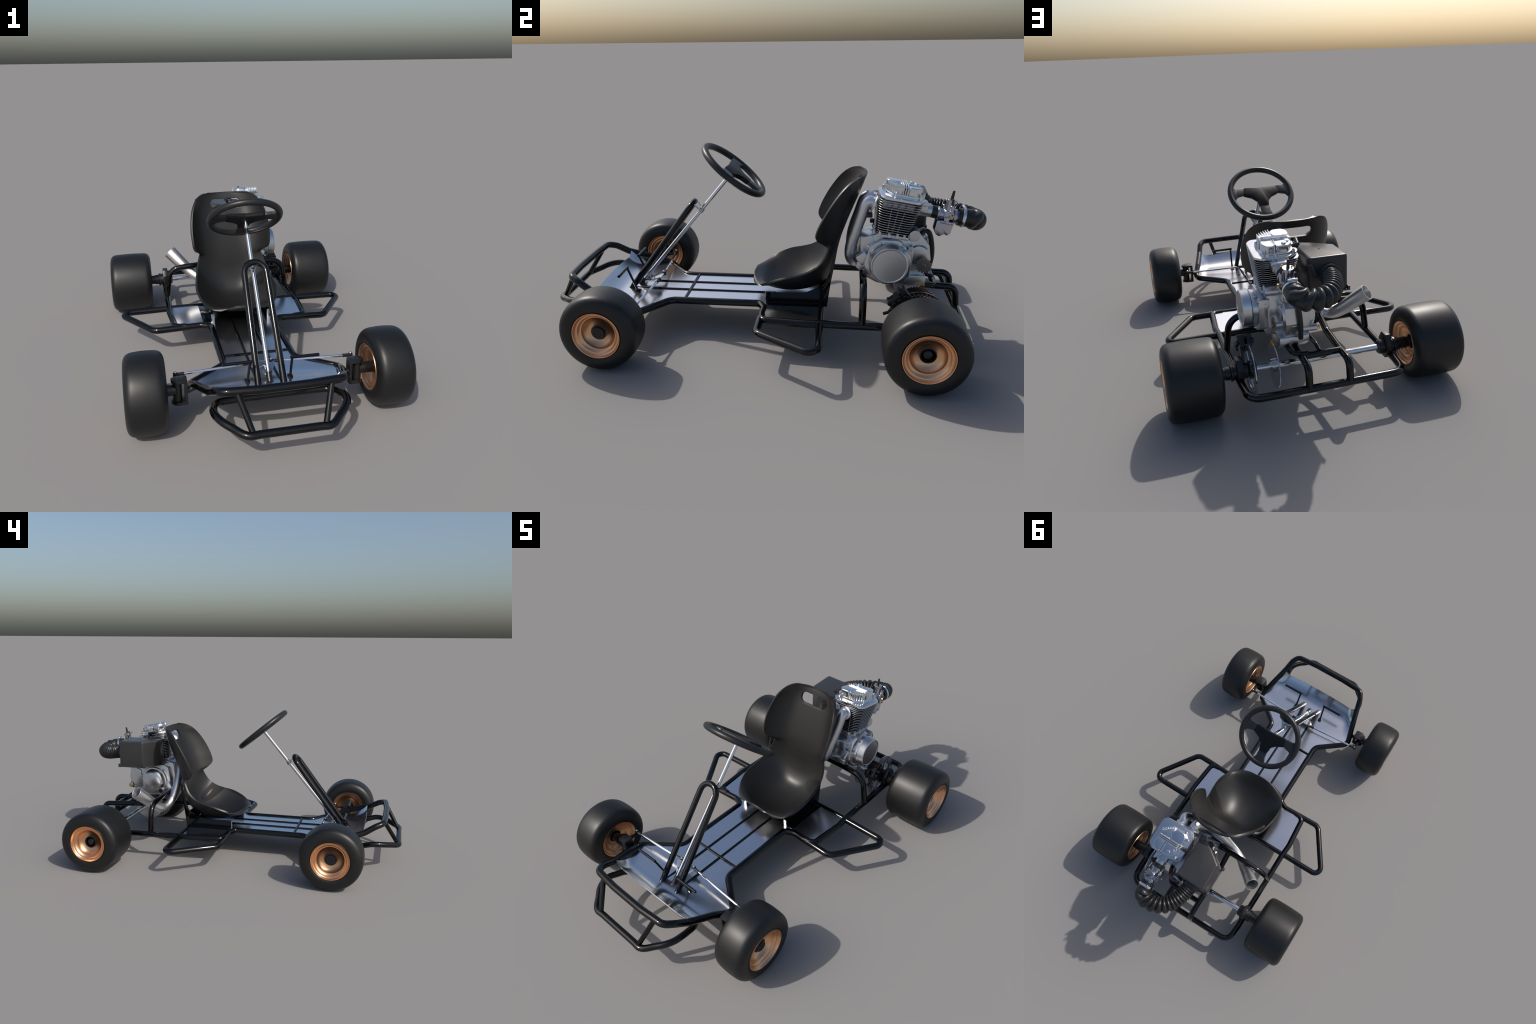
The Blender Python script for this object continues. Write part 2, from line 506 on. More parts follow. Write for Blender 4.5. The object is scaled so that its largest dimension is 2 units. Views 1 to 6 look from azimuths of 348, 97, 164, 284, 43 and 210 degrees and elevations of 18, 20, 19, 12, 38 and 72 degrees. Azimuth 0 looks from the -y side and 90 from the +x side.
# hoop
top = V((0, -0.337, 0.600))
base = V((0, -0.676, 0.150))
d = (top - base).normalized()
pts = []
for s in (-1, 1):
    leg = [base + X * s * 0.056, top - d * 0.050 + X * s * 0.0505]
    pts.append(leg)
arc = [top - d * 0.050 + X * (-0.0505 * math.cos(math.pi * k / 14)) + d * 0.050 * math.sin(math.pi * k / 14) for k in range(1, 14)]
b = Build().sweep([pts[0][0], pts[0][1]] + arc + [pts[1][1], pts[1][0]], 0.0148)
b.obj("steering_hoop", M_paint, kart)
b = Build()
br = V((0, -0.304, 0.560))
rot = Matrix((X, n.cross(X) * -1, n)).transposed()
b.cyl(br - cd * 0.012, br + cd * 0.012, 0.0145)
b.extrude(round_poly([(-0.038, 0.045), (0.038, 0.045), (0.016, -0.012), (-0.016, -0.012)], 0.006), -0.004, 0.004, 0.001, (br, X, (top - br).normalized(), cd))
b.obj("column_clamp", M_steel, kart)

wheel = empty("steering_wheel", kart, C)
def on_wheel(a, bb, dd=0.0):
    return X * a + up * bb + n * dd
Build().sweep([on_wheel(0.1676 * math.cos(t * math.pi / 48), 0.1676 * math.sin(t * math.pi / 48)) for t in range(96)], 0.0158, closed=True, seg=24).obj("rim", M_grip, wheel)
fr = (V((0, 0, 0)), X, up, n)
pad = round_poly([(-0.090, 0.040), (0.0, 0.033), (0.090, 0.040), (0.099, -0.006), (0.056, -0.026), (0.032, -0.050), (0.0245, -0.090),
                  (-0.0245, -0.090), (-0.032, -0.050), (-0.056, -0.026), (-0.099, -0.006)], 0.008)
Build().extrude(pad, -0.012, 0.010, 0.003, fr).obj("hub_pad", M_pad, wheel)
for s in (1, -1):
    Build().extrude(round_poly([(s * 0.088, 0.0385), (s * 0.130, 0.040), (s * 0.152, 0.052), (s * 0.166, 0.0), (s * 0.152, -0.042), (s * 0.136, -0.016), (s * 0.097, -0.006)], 0.008), -0.010, 0.008, 0.003, fr).obj("spoke", M_spoke, wheel)
Build().extrude(round_poly([(-0.0235, -0.080), (0.0235, -0.080), (0.025, -0.125), (0.036, -0.156), (0, -0.166), (-0.036, -0.156), (-0.025, -0.125)], 0.008), -0.010, 0.008, 0.003, fr).obj("spoke", M_spoke, wheel)

# ------------------------------------------------------------------ pedals
b = Build()
b.cyl((0.082, -0.671, 0.281), (0.208, -0.671, 0.280), 0.0068)
b.cyl((0.090, -0.671, 0.281), (0.095, -0.622, 0.160), 0.0055)
b.box((0.095, -0.620, 0.158), (0.022, 0.024, 0.026), 0.002)
pedal = b.mesh("pedal", M_paint)
for s in (1, -1):
    place(pedal, "pedal", kart, Matrix.Diagonal((s, 1, 1, 1)))

# ------------------------------------------------------------------ seat
rows_def = [  # centre y, z | rim x, y, z | roundness across
    (-0.046, 0.262, 0.112, -0.033, 0.239, 2.0), (-0.034, 0.254, 0.158, -0.012, 0.244, 2.0), (-0.008, 0.237, 0.185, 0.018, 0.257, 2.1),
    (0.040, 0.209, 0.204, 0.055, 0.279, 2.4), (0.10, 0.192, 0.216, 0.115, 0.303, 2.5), (0.16, 0.189, 0.213, 0.180, 0.318, 2.5),
    (0.22, 0.199, 0.204, 0.235, 0.338, 2.5), (0.275, 0.222, 0.195, 0.278, 0.372, 2.6), (0.312, 0.267, 0.185, 0.300, 0.405, 2.8),
    (0.335, 0.330, 0.176, 0.311, 0.432, 3.0), (0.347, 0.390, 0.1715, 0.3125, 0.446, 3.5), (0.354, 0.425, 0.177, 0.298, 0.456, 3.8),
    (0.360, 0.450, 0.195, 0.268, 0.475, 3.8), (0.368, 0.480, 0.208, 0.255, 0.500, 3.8), (0.383, 0.525, 0.213, 0.265, 0.540, 3.8),
    (0.402, 0.578, 0.215, 0.286, 0.585, 3.8), (0.422, 0.630, 0.211, 0.314, 0.635, 3.8), (0.442, 0.680, 0.200, 0.347, 0.684, 3.8),
    (0.456, 0.715, 0.184, 0.376, 0.718, 3.5), (0.465, 0.738, 0.164, 0.408, 0.742, 3.0), (0.471, 0.751, 0.136, 0.434, 0.755, 2.7), (0.4735, 0.758, 0.100, 0.455, 0.760, 2.2)]
cen = catmull([(0, r[0], r[1]) for r in rows_def], 4)
rimc = catmull([(r[2], r[3], r[4]) for r in rows_def], 4)
flat = catmull([(r[5], 0, 0) for r in rows_def], 4)
rows = []
for c, e, f in zip(cen, rimc, flat):
    row = []
    for i in range(-24, 25):
        t = abs(i) / 24
        X_ = math.sin(t * math.pi / 2)
        D = X_ ** f.x
        row.append((math.copysign(1, i) * e.x * X_, c.y + (e.y - c.y) * D, c.z + (e.z - c.z) * D))
    rows.append(row)
sb = Build().grid(rows)
seat_src = place(sb.mesh("seat", M_seat, 60), "seat", kart)
sol = seat_src.modifiers.new("shell", "SOLIDIFY")
sol.thickness = 0.012
sol.offset = 0.0
sol.use_even_offset = False
cut = Build()
nb = V((0, 0.92, -0.36)).normalized()
upb = V((0, 0.36, 0.92)).normalized()
cut.extrude(rounded_rect(0.086, 0.029, 0.026, 8), -0.09, 0.06, 0.0, (V((0, 0.445, 0.696)), X, upb, nb))
cutter = cut.obj("cutter", M_seat, None)
bo = seat_src.modifiers.new("slot", "BOOLEAN")
bo.operation = 'DIFFERENCE'
bo.object = cutter
bo.solver = 'EXACT'
bv = seat_src.modifiers.new("soft", "BEVEL")
bv.width = 0.003
bv.segments = 2
bv.limit_method = 'ANGLE'
bv.angle_limit = math.radians(50)
dg = bpy.context.evaluated_depsgraph_get()
me = bpy.data.meshes.new_from_object(seat_src.evaluated_get(dg))
seat_src.modifiers.clear()
seat_src.data = me
me.polygons.foreach_set("use_smooth", [True] * len(me.polygons))
me.set_sharp_from_angle(angle=math.radians(60))
bpy.data.objects.remove(cutter)

# pedestal: two bent side walls, bright strips on their front edges, triangular gussets behind the back
b = Build()
for s in (1, -1):
    x = s * 0.152
    wall = [(0.022, 0.141), (0.022, 0.207), (0.150, 0.205), (0.200, 0.209), (0.262, 0.222), (0.300, 0.262), (0.322, 0.325), (0.335, 0.39),
            (0.358, 0.462), (0.345, 0.370), (0.327, 0.262), (0.312, 0.141)]
    b.extrude(wall, min(x, x - s * 0.004), max(x, x - s * 0.004), 0.0008)
    b.extrude(round_poly([(0.03, 0.142), (0.03, 0.206), (0.20, 0.206), (0.29, 0.25), (0.29, 0.142)], 0.004), min(x, x + s * 0.0015), max(x, x + s * 0.0015), 0.0)
    b.box((s * 0.176, 0.16, 0.1590), (0.048, 0.26, 0.003), 0.001)
b.box((0, 0.305, 0.19), (0.30, 0.004, 0.10), 0.001)
b.obj("seat_pedestal", M_paint, kart)
for s in (1, -1):
    Build().box((s * 0.150, 0.0215, 0.174), (0.018, 0.003, 0.064), 0.001).obj("pedestal_bright_strip", M_pan, kart)

# ------------------------------------------------------------------ engine
eng = empty("engine", kart, (0.147, 0.60, 0.28))
EO = V((0.147, 0.60, 0.28))
def eobj(bld, name, mat, angle=40, stuff=False, parent=None):
    for v in bld.bm.verts:
        v.co -= EO
    return bld.obj(name, mat, parent or eng, angle, stuff)

# crankcase
b = Build()
case = round_poly([(0.452, 0.395), (0.466, 0.505), (0.520, 0.522), (0.668, 0.512), (0.725, 0.505), (0.762, 0.455), (0.772, 0.385), (0.745, 0.320),
                   (0.690, 0.286), (0.560, 0.286), (0.498, 0.312), (0.462, 0.352)], 0.018, 4)
b.extrude(case, 0.034, 0.146, 0.006)
b.extrude(round_poly([(0.470, 0.40), (0.485, 0.485), (0.545, 0.512), (0.625, 0.508), (0.660, 0.470), (0.664, 0.36), (0.63, 0.302), (0.545, 0.300), (0.490, 0.340)], 0.02, 4), -0.014, 0.06, 0.005)
b.extrude(round_poly([(0.662, 0.345), (0.668, 0.470), (0.712, 0.486), (0.748, 0.455), (0.756, 0.385), (0.726, 0.330)], 0.012, 4), 0.012, 0.06, 0.004)
b.extrude(round_poly([(0.676, 0.365), (0.680, 0.455), (0.710, 0.468), (0.736, 0.444), (0.742, 0.390), (0.720, 0.350)], 0.010, 4), 0.002, 0.03, 0.003)
b.extrude(round_poly([(0.455, 0.352), (0.478, 0.392), (0.520, 0.405), (0.545, 0.33), (0.50, 0.312)], 0.010, 3), -0.024, 0.05, 0.004)
body = round_poly([(0.452, 0.395), (0.466, 0.505), (0.520, 0.522), (0.650, 0.514), (0.674, 0.490), (0.680, 0.43), (0.676, 0.34), (0.655, 0.294), (0.560, 0.286), (0.498, 0.312), (0.462, 0.352)], 0.018, 4)
b.extrude(body, 0.10, 0.200, 0.006)
b.lathe([(0.10, 0.050), (0.146, 0.050), (0.154, 0.044), (0.157, 0.034), (0.157, 0.0)], (0, 0.716, 0.410), X, 40)
b.cyl((0.150, 0.7345, 0.3785), (0.188, 0.7345, 0.3785), 0.011)
mid = round_poly([(0.470, 0.39), (0.492, 0.475), (0.545, 0.508), (0.618, 0.505), (0.652, 0.474), (0.668, 0.42), (0.656, 0.355), (0.625, 0.308), (0.560, 0.298), (0.495, 0.335)], 0.045, 6)
b.extrude(mid, 0.150, 0.236, 0.005)
# clutch side outer shell, lobed
lobes = [(0.578 + (0.086 + 0.006 * math.sin(2 * a + 0.6) + 0.004 * math.sin(5 * a)) * math.cos(a), 0.4085 + (0.086 + 0.005 * math.sin(2 * a + 0.6) + 0.003 * math.sin(5 * a)) * math.sin(a))
         for a in [2 * math.pi * k / 64 for k in range(64)]]
b.extrude(lobes, 0.20, 0.262, 0.004)
# drive-sprocket cover and shift housing
b.extrude(round_poly([(0.652, 0.340), (0.650, 0.455), (0.664, 0.482), (0.680, 0.478), (0.680, 0.44), (0.668, 0.335)], 0.006, 3), 0.19, 0.238, 0.003)
b.cyl((0.225, 0.668, 0.470), (0.243, 0.668, 0.470), 0.010)
# sump and mounts
b.extrude(round_poly([(0.60, 0.296), (0.62, 0.250), (0.70, 0.246), (0.752, 0.285), (0.752, 0.32), (0.60, 0.32)], 0.012, 4), 0.035, 0.170, 0.004)
b.extrude(round_poly([(0.436, 0.374), (0.440, 0.398), (0.50, 0.435), (0.50, 0.385), (0.456, 0.358)], 0.008, 3), 0.10, 0.225, 0.003)
b.extrude(round_poly([(0.455, 0.44), (0.452, 0.505), (0.505, 0.518), (0.52, 0.46)], 0.008, 3), 0.085, 0.205, 0.004)
b.box((0.15, 0.588, 0.515), (0.138, 0.142, 0.014), 0.003, Matrix.Rotation(math.radians(-7), 3, 'X'))
# ribs over the case
for k in range(7):
    a = math.radians(30 + k * 38)
    p = V((0.235, 0.578 + 0.08 * math.cos(a), 0.408 + 0.08 * math.sin(a)))
    q = V((0.205, 0.578 + 0.116 * math.cos(a), 0.408 + 0.105 * math.sin(a)))
    b.cyl(p, q, 0.008, 0.006, 12)
b.box((0.060, 0.764, 0.42), (0.050, 0.016, 0.11), 0.004)
b.cyl((0.085, 0.758, 0.355), (0.004, 0.758, 0.350), 0.013, 0.015)
b.box((0.085, 0.757, 0.375), (0.07, 0.022, 0.012), 0.003)
b.box((0.215, 0.466, 0.415), (0.03, 0.05, 0.05), 0.006, Matrix.Rotation(math.radians(35), 3, 'X'))
b.cyl((0.135, 0.685, 0.522), (0.214, 0.685, 0.522), 0.0245)
b.cyl((0.05, 0.70, 0.48), (0.05, 0.75, 0.505), 0.016)
eobj(b, "crankcase", M_alu, 35)

b = Build()
b.lathe([(0.0, 0.0865), (0.006, 0.0845), (0.030, 0.0815), (0.036, 0.0795), (0.038, 0.076), (0.0375, 0.0725), (0.0350, 0.0705), (0.0345, 0.0)],
        (0.264, 0.577, 0.4105), X, 64, wob=lambda th, d: 1 + 0.022 * math.sin(3 * th + 0.7) * (0.6 + 0.4 * math.cos(th)))
eobj(b, "clutch_cover", M_alu, 32)
b = Build()
b.lathe([(-0.02, 0.086), (0.004, 0.085), (0.009, 0.081), (0.010, 0.072), (0.020, 0.070), (0.032, 0.063), (0.039, 0.050), (0.041, 0.0)], (-0.016, 0.577, 0.402), -X, 64,
        wob=lambda th, d: 1 + 0.03 * math.sin(2 * th + 1.2) + 0.015 * math.sin(5 * th))
b.cyl((0.02, 0.530, 0.335), (-0.040, 0.530, 0.335), 0.019)
b.cyl((0.02, 0.655, 0.345), (-0.022, 0.655, 0.345), 0.012)
eobj(b, "stator_cover", M_alu, 32)
Build_bolt = Build().cyl((-0.034, 0, 0), (-0.028, 0, 0), 0.011, seg=20)
b = Build().cyl((-0.044, 0.530, 0.335), (-0.036, 0.530, 0.335), 0.0125)
b.cyl((-0.012, 0.70, 0.325), (-0.024, 0.70, 0.325), 0.007)
eobj(b, "plug", M_blackmetal)
b = Build().cyl((0.006, 0.758, 0.350), (-0.010, 0.758, 0.349), 0.0085, seg=6)
eobj(b, "drain_plug", M_brass)
Build_bolt.bm.free()

# bolts round the covers share one mesh
bolt = Build().cyl((0, 0, 0), (0, 0, 0.006), 0.0052, seg=6, ch=0.0008)
bolt.cyl((0, 0, -0.012), (0, 0, 0.001), 0.0072, seg=16, ch=0.0008)
bolt_me = bolt.mesh("bolt", M_steel, 30)
def add_bolt(p, axis, s=1.0):
    q = V(axis).to_track_quat('Z', 'Y').to_matrix().to_4x4()
    place(bolt_me, "bolt", eng, Matrix.Translation(V(p) - EO) @ q @ Matrix.Scale(s, 4))
for a in (0.9, 2.0, 2.75, 3.9, 5.2):
    add_bolt((0.246, 0.578 + 0.094 * math.cos(a), 0.4085 + 0.0925 * math.sin(a)), X, 0.8)
for k in range(6):
    a = 2 * math.pi * k / 6 + 0.2
    add_bolt((-0.016, 0.577 + 0.092 * math.cos(a), 0.405 + 0.086 * math.sin(a)), -X, 0.9)
for y, z in ((0.715, 0.456), (0.752, 0.425)):
    add_bolt((0.148, y, z), X, 0.9)
for x, y in ((0.215, 0.535), (0.22, 0.575), (0.218, 0.61), (0.215, 0.64), (0.19, 0.662), (0.08, 0.66), (0.10, 0.515), (0.19, 0.512)):
    add_bolt((x, y, 0.527 - 0.12 * (y - 0.588)), V((0, 0.12, 0.99)), 1.15)

# cylinder with cooling fins, leaning back a little
tilt = math.radians(9.8)
ax = V((0, math.sin(tilt), math.cos(tilt)))
bk = V((0, math.cos(tilt), -math.sin(tilt)))
c0 = V((0.149, 0.586, 0.519))
b = Build()
b.extrude(rounded_rect(0.048, 0.052, 0.03), 0, 0.165, 0.0, (c0, X, bk, ax))
eobj(b, "cylinder_barrel", M_core)
NF = 15
for i in range(NF):
    t = i / (NF - 1)
    hw = 0.071 + 0.028 * t ** 0.8
    f, r = 0.074 + 0.016 * t, 0.073 + 0.024 * t
    o = c0 + ax * (0.006 + 0.151 * t) + bk * ((r - f) / 2) + X * (0.002 * t)
    fb = Build().extrude(rounded_rect(hw, (f + r) / 2, 0.034, 7), -0.0014, 0.0014, 0.0006, (o, X, bk, ax), 1)
    eobj(fb, "cooling_fin", M_fin)
b = Build()       # short posts tying the fins together
for dx, dy in ((0.085, 0.03), (0.088, -0.03), (0.082, 0.0), (-0.075, 0.03), (-0.078, -0.02), (0.04, -0.078), (-0.03, -0.078)):
    k = 0.70
    b.sweep([c0 + ax * 0.006 + X * dx * k * 0.86 + bk * dy * k, c0 + ax * 0.160 + X * dx * 0.98 + bk * dy * 1.05], 0.0024, 8)
eobj(b, "fin_post", M_fin, stuff=True)

# head plate and rocker cover
hp = c0 + ax * 0.1690 + bk * 0.003
b = Build()
b.extrude(round_poly([(-0.098, -0.060), (-0.070, -0.094), (0.080, -0.094), (0.103, -0.070), (0.103, 0.070), (0.075, 0.094), (-0.045, 0.096), (-0.075, 0.075), (-0.098, 0.05)], 0.028, 6),
          -0.006, 0.006, 0.003, (hp, X, bk, ax))
b.extrude(rounded_rect(0.066, 0.074, 0.034, 6), -0.04, 0.0, 0.0, (hp, X, bk, ax))
eobj(b, "cylinder_head", M_alu_pol, 35)
def on_head(a, bb, h):
    return hp + X * a + bk * bb + ax * h
b = Build()
fr = (hp + bk * 0.010, X, bk, ax)
cover = [(-0.052, -0.080), (0.030, -0.080), (0.068, -0.050), (0.071, 0.046), (0.054, 0.076), (-0.048, 0.076), (-0.074, 0.050), (-0.076, -0.058)]
b.extrude(round_poly(cover, 0.022, 5), 0.002, 0.020, 0.004, fr, 2)
dome = [(-0.074, -0.012), (-0.074, -0.056), (-0.056, -0.078), (-0.014, -0.078), (0.004, -0.062), (0.004, -0.012)]
b.extrude(round_poly(dome, 0.022, 6), 0.014, 0.059, 0.006, fr, 4)
b.extrude(round_poly([(-0.002, -0.010), (-0.002, -0.066), (0.018, -0.066), (0.062, -0.034), (0.064, -0.010)], 0.004, 3), 0.014, 0.054, 0.004, fr, 3)
b.extrude(round_poly([(0.012, 0.008), (0.066, 0.008), (0.066, 0.046), (0.050, 0.073), (0.012, 0.073)], 0.018, 6), 0.014, 0.055, 0.005, fr, 4)
b.extrude(round_poly([(0.010, 0.008), (0.010, 0.071), (-0.044, 0.071), (-0.066, 0.046), (-0.066, 0.008)], 0.014, 6), 0.014, 0.052, 0.005, fr, 4)
for k, y in enumerate((-0.010, -0.001, 0.008)):          # three ribs running over the cover
    h = 0.0605
    b.sweep(bent([on_head(0.068, y + 0.010, 0.012), on_head(0.0665, y + 0.010, h - 0.014), on_head(0.050, y + 0.010, h - 0.002), on_head(-0.054, y + 0.010, h - 0.002),
                  on_head(-0.072, y + 0.010, h - 0.014), on_head(-0.074, y + 0.010, 0.012)], 0.012), 0.0032, 8)
    b.box(on_head(-0.003, y + 0.010, 0.034), (0.134, 0.0046, 0.046), 0.001, Matrix.Rotation(-tilt, 3, 'X'))
for a in (0.008, 0.016):
    b.sweep(bent([on_head(a, 0.020, 0.0555), on_head(a, 0.074, 0.0545), on_head(a, 0.0845, 0.042), on_head(a, 0.0855, 0.012)], 0.010), 0.0026, 8)
for k in range(6):                       # upright fins on the chamfered nose corner
    t = k / 5
    b.box(on_head(0.006 + 0.056 * t, -0.050 + 0.030 * t ** 1.4, 0.035), (0.0034, 0.036, 0.050), 0.0014, Matrix.Rotation(-tilt, 3, 'X'))
for a, bb, h, r in ((-0.030, 0.052, 0.060, 0.011), (-0.048, 0.034, 0.059, 0.010)):
    b.cyl(on_head(a, bb + 0.01, 0.02), on_head(a, bb + 0.01, h), r, seg=20)
for a, bb in ((0.068, -0.030), (0.064, 0.076), (-0.070, 0.070), (-0.078, -0.046), (0.012, 0.092), (-0.050, -0.076)):
    b.cyl(on_head(a, bb + 0.005, 0.002), on_head(a, bb + 0.005, 0.026), 0.0075, seg=16)
eobj(b, "rocker_cover", M_alu_pol, 35)
for a, bb in ((0.068, -0.030), (0.064, 0.076), (-0.070, 0.070), (-0.078, -0.046), (0.012, 0.092), (-0.050, -0.076)):
    add_bolt(on_head(a, bb + 0.005, 0.026), ax, 0.85)
b = Build()
b.cyl(on_head(-0.078, 0.01, 0.000), on_head(-0.110, 0.01, 0.010), 0.012)
b.cyl(on_head(-0.110, 0.01, 0.010), on_head(-0.116, -0.04, 0.012), 0.009)
eobj(b, "spark_plug_cap", M_blackmetal)
b = Build()
b.box((0.150, 0.487, 0.597), (0.05, 0.030, 0.018), 0.003)
eobj(b, "mount_block", M_blackmetal)

# small drive sprocket on the engine, 13 teeth
def toothed(rad, tooth, count, sub=8, duty=0.5):
    out = []
    N = count * sub
    for i in range(N):
        ph = (i % sub) / sub
        lift = max(0.0, math.sin(math.pi * ph)) ** 1.5
        out.append((math.cos(2 * math.pi * i / N) * (rad + tooth * lift), math.sin(2 * math.pi * i / N) * (rad + tooth * lift)))
    return out
b = Build().extrude([(0.7345 + a, 0.3785 + c) for a, c in toothed(0.029, 0.0075, 13)], 0.186, 0.192, 0.0008, None, 1)
b.cyl((0.192, 0.7345, 0.3785), (0.198, 0.7345, 0.3785), 0.010)
eobj(b, "drive_sprocket", M_sprocket)
b = Build().sweep(catmull([(0.115, 0.715, 0.470), (0.108, 0.728, 0.500), (0.100, 0.746, 0.512), (0.094, 0.766, 0.495), (0.088, 0.780, 0.440), (0.084, 0.783, 0.38), (0.082, 0.772, 0.315)], 6), 0.0115, 14)
eobj(b, "breather_hose", M_hose)

# ------------------------------------------------------------------ exhaust
main = catmull([(0.092, 0.512, 0.655), (0.091, 0.492, 0.668), (0.086, 0.468, 0.650), (0.074, 0.446, 0.580), (0.050, 0.428, 0.515), (0.012, 0.419, 0.448), (-0.036, 0.420, 0.376),
                (-0.080, 0.429, 0.314), (-0.118, 0.441, 0.279), (-0.148, 0.453, 0.266),
                (-0.180, 0.470, 0.266), (-0.215, 0.496, 0.290), (-0.262, 0.527, 0.335), (-0.319, 0.569, 0.392)], 8)
N = len(main)
rad = [0.0255 if i < N - 30 else 0.0255 + 0.0135 * min(1, (i - (N - 30)) / 29) for i in range(N)]
b = Build().sweep(main, rad, 32, cap=False)
b.sweep(main[-26:], [r - 0.0035 for r in rad[-26:]], 32, cap=False)
b.lathe([(0, 0.0), (0, 0.0225)], main[-26], main[-25] - main[-26], 32)
tip, td = main[-1], (main[-1] - main[-2]).normalized()
b.lathe([(-0.001, rad[-1]), (0.0006, rad[-1] - 0.0006), (0.0006, rad[-1] - 0.0029), (-0.001, rad[-1] - 0.0035)], tip, td, 32)
b.sweep(catmull([(0.160, 0.512, 0.646), (0.163, 0.492, 0.660), (0.166, 0.470, 0.651), (0.159, 0.455, 0.600), (0.143, 0.433, 0.520), (0.127, 0.415, 0.448), (0.112, 0.412, 0.398),
                 (0.080, 0.420, 0.360), (0.035, 0.428, 0.340), (-0.020, 0.430, 0.325), (-0.080, 0.430, 0.305)], 6), 0.0258, 32)
for x in (0.160, 0.092):
    b.lathe([(0, 0.036), (0.006, 0.036), (0.008, 0.034), (0.008, 0.024)], (x, 0.510, 0.650), V((0, -0.85, 0.4)), 24)
b.obj("exhaust_pipe", M_exh, kart, 50)

# ------------------------------------------------------------------ carburettor and intake
ca = V((0.148, 0.800, 0.606))
cd2 = V((0, 0.985, -0.174)).normalized()
cu = V((0, 0.174, 0.985)).normalized()
b = Build()
b.box((0.148, 0.712, 0.640), (0.070, 0.050, 0.050), 0.008, Matrix.Rotation(-tilt, 3, 'X'))
b.cyl((0.148, 0.70, 0.628), (0.148, 0.755, 0.618), 0.030, 0.028)
b.box((0.185, 0.722, 0.655), (0.012, 0.05, 0.014), 0.003)
b.obj("intake_manifold", M_alu, kart)
Build().cyl((0.148, 0.750, 0.619), (0.148, 0.785, 0.611), 0.0275).obj("intake_rubber", M_hose, kart)
b = Build()
b.cyl(ca - cd2 * 0.020, ca + cd2 * 0.075, 0.0235)
b.cyl(ca - cd2 * 0.022, ca - cd2 * 0.012, 0.031)
b.cyl(ca + cd2 * 0.048, ca + cd2 * 0.062, 0.032)
sl = ca + cd2 * 0.026
b.cyl(sl, sl + cu * 0.062, 0.0205)
b.cyl(sl + cu * 0.058, sl + cu * 0.071, 0.0245)
b.box(sl + cu * 0.005, (0.062, 0.042, 0.036), 0.006, Matrix.Rotation(math.radians(-10), 3, 'X'))
b.box(sl - cu * 0.028, (0.066, 0.060, 0.012), 0.003, Matrix.Rotation(math.radians(-10), 3, 'X'))
b.extrude(round_poly([(-0.030, 0.02), (0.046, 0.02), (0.042, -0.030), (0.030, -0.044), (0.018, -0.036), (0.000, -0.052), (-0.018, -0.046), (-0.030, -0.026)], 0.008), -0.028, 0.028, 0.006, (sl - cu * 0.044 - cd2 * 0.014, cd2, cu, X))
b.cyl(sl + V((-0.034, 0.0, -0.005)), sl + V((0.034, 0, -0.005)), 0.010)
b.cyl(sl + V((0.030, 0.012, 0.015)), sl + V((0.030, 0.012, 0.050)) , 0.0085)
b.cyl(sl + V((-0.030, -0.010, 0.0)), sl + V((-0.030, -0.010, 0.040)), 0.008)
b.box(sl + V((0.036, -0.010, -0.012)), (0.012, 0.022, 0.020), 0.003)
b.obj("carburetor", M_carb, kart)
carb = bpy.data.objects["carburetor"]
b = Build()
for dx, dy, dz in ((0.038, 0.004, -0.002), (0.030, 0.018, -0.034), (0.018, -0.012, 0.071), (-0.016, 0.014, 0.071), (0.036, 0.020, 0.004)):
    p = sl + V((dx, dy, dz))
    b.cyl(p, p + (V((0.008, 0, 0)) if dz < 0.05 else V((0, 0, 0.006))), 0.0048, seg=6)
b.obj("jet_screw", M_brass, carb, stuff=True)
b = Build()
b.cyl(sl + cu * 0.068, sl + cu * 0.110, 0.0075, 0.0055)
b.cyl(sl + V((0.030, 0.012, 0.050)), sl + V((0.030, 0.014, 0.078)), 0.0045)
b.cyl(sl + V((-0.030, -0.010, 0.040)), sl + V((-0.030, -0.010, 0.058)), 0.0035)
b.cyl(sl + V((-0.030, -0.010, 0.056)), sl + V((-0.030, -0.010, 0.061)), 0.010)
b.obj("throttle_cable", M_hose, carb)

hp_ctrl = [(0.148, 0.868, 0.595), (0.148, 0.892, 0.592), (0.146, 0.922, 0.587), (0.128, 0.948, 0.577), (0.072, 0.953, 0.566), (0.016, 0.930, 0.566), (-0.022, 0.882, 0.571),
           (-0.045, 0.825, 0.581), (-0.058, 0.758, 0.589)]
hpth = catmull(hp_ctrl, 30)
L = [0.0]
for p, q in zip(hpth[:-1], hpth[1:]):
    L.append(L[-1] + (q - p).length)
LT = L[-1]
ph, phases = 0.0, []
for i in range(len(hpth)):
    if i:
        u = L[i] / LT
        lam = 0.105 * (1 - u) ** 1.5 + 0.0215
        ph += 2 * math.pi * (L[i] - L[i - 1]) / lam
    phases.append(ph)
def ribs(i, th):
    u = L[i] / LT
    if u < 0.10:
        return 0.0005
    k = min(1, (u - 0.10) / 0.10) * min(1, max(0, (0.95 - u) / 0.03))
    amp = 0.0084 * (1 - u) + 0.0030
    skew = 1.15 * (1 - u) ** 1.5
    w = math.sin(phases[i] + skew * 2.2 * math.sin(th + 0.8 + 2.0 * u))
    return k * amp * (abs(w) ** 0.7 * 2 - 1.2)
hr_ = [0.0375 + 0.0035 * min(1, L[i] / LT * 4) for i in range(len(hpth))]
Build().sweep(hpth, hr_, 40, rfun=ribs).obj("intake_hose", M_hose, kart, 70)
cc, cdir = V((0.148, 0.8895, 0.592)), V((0, 0.985, -0.17)).normalized()
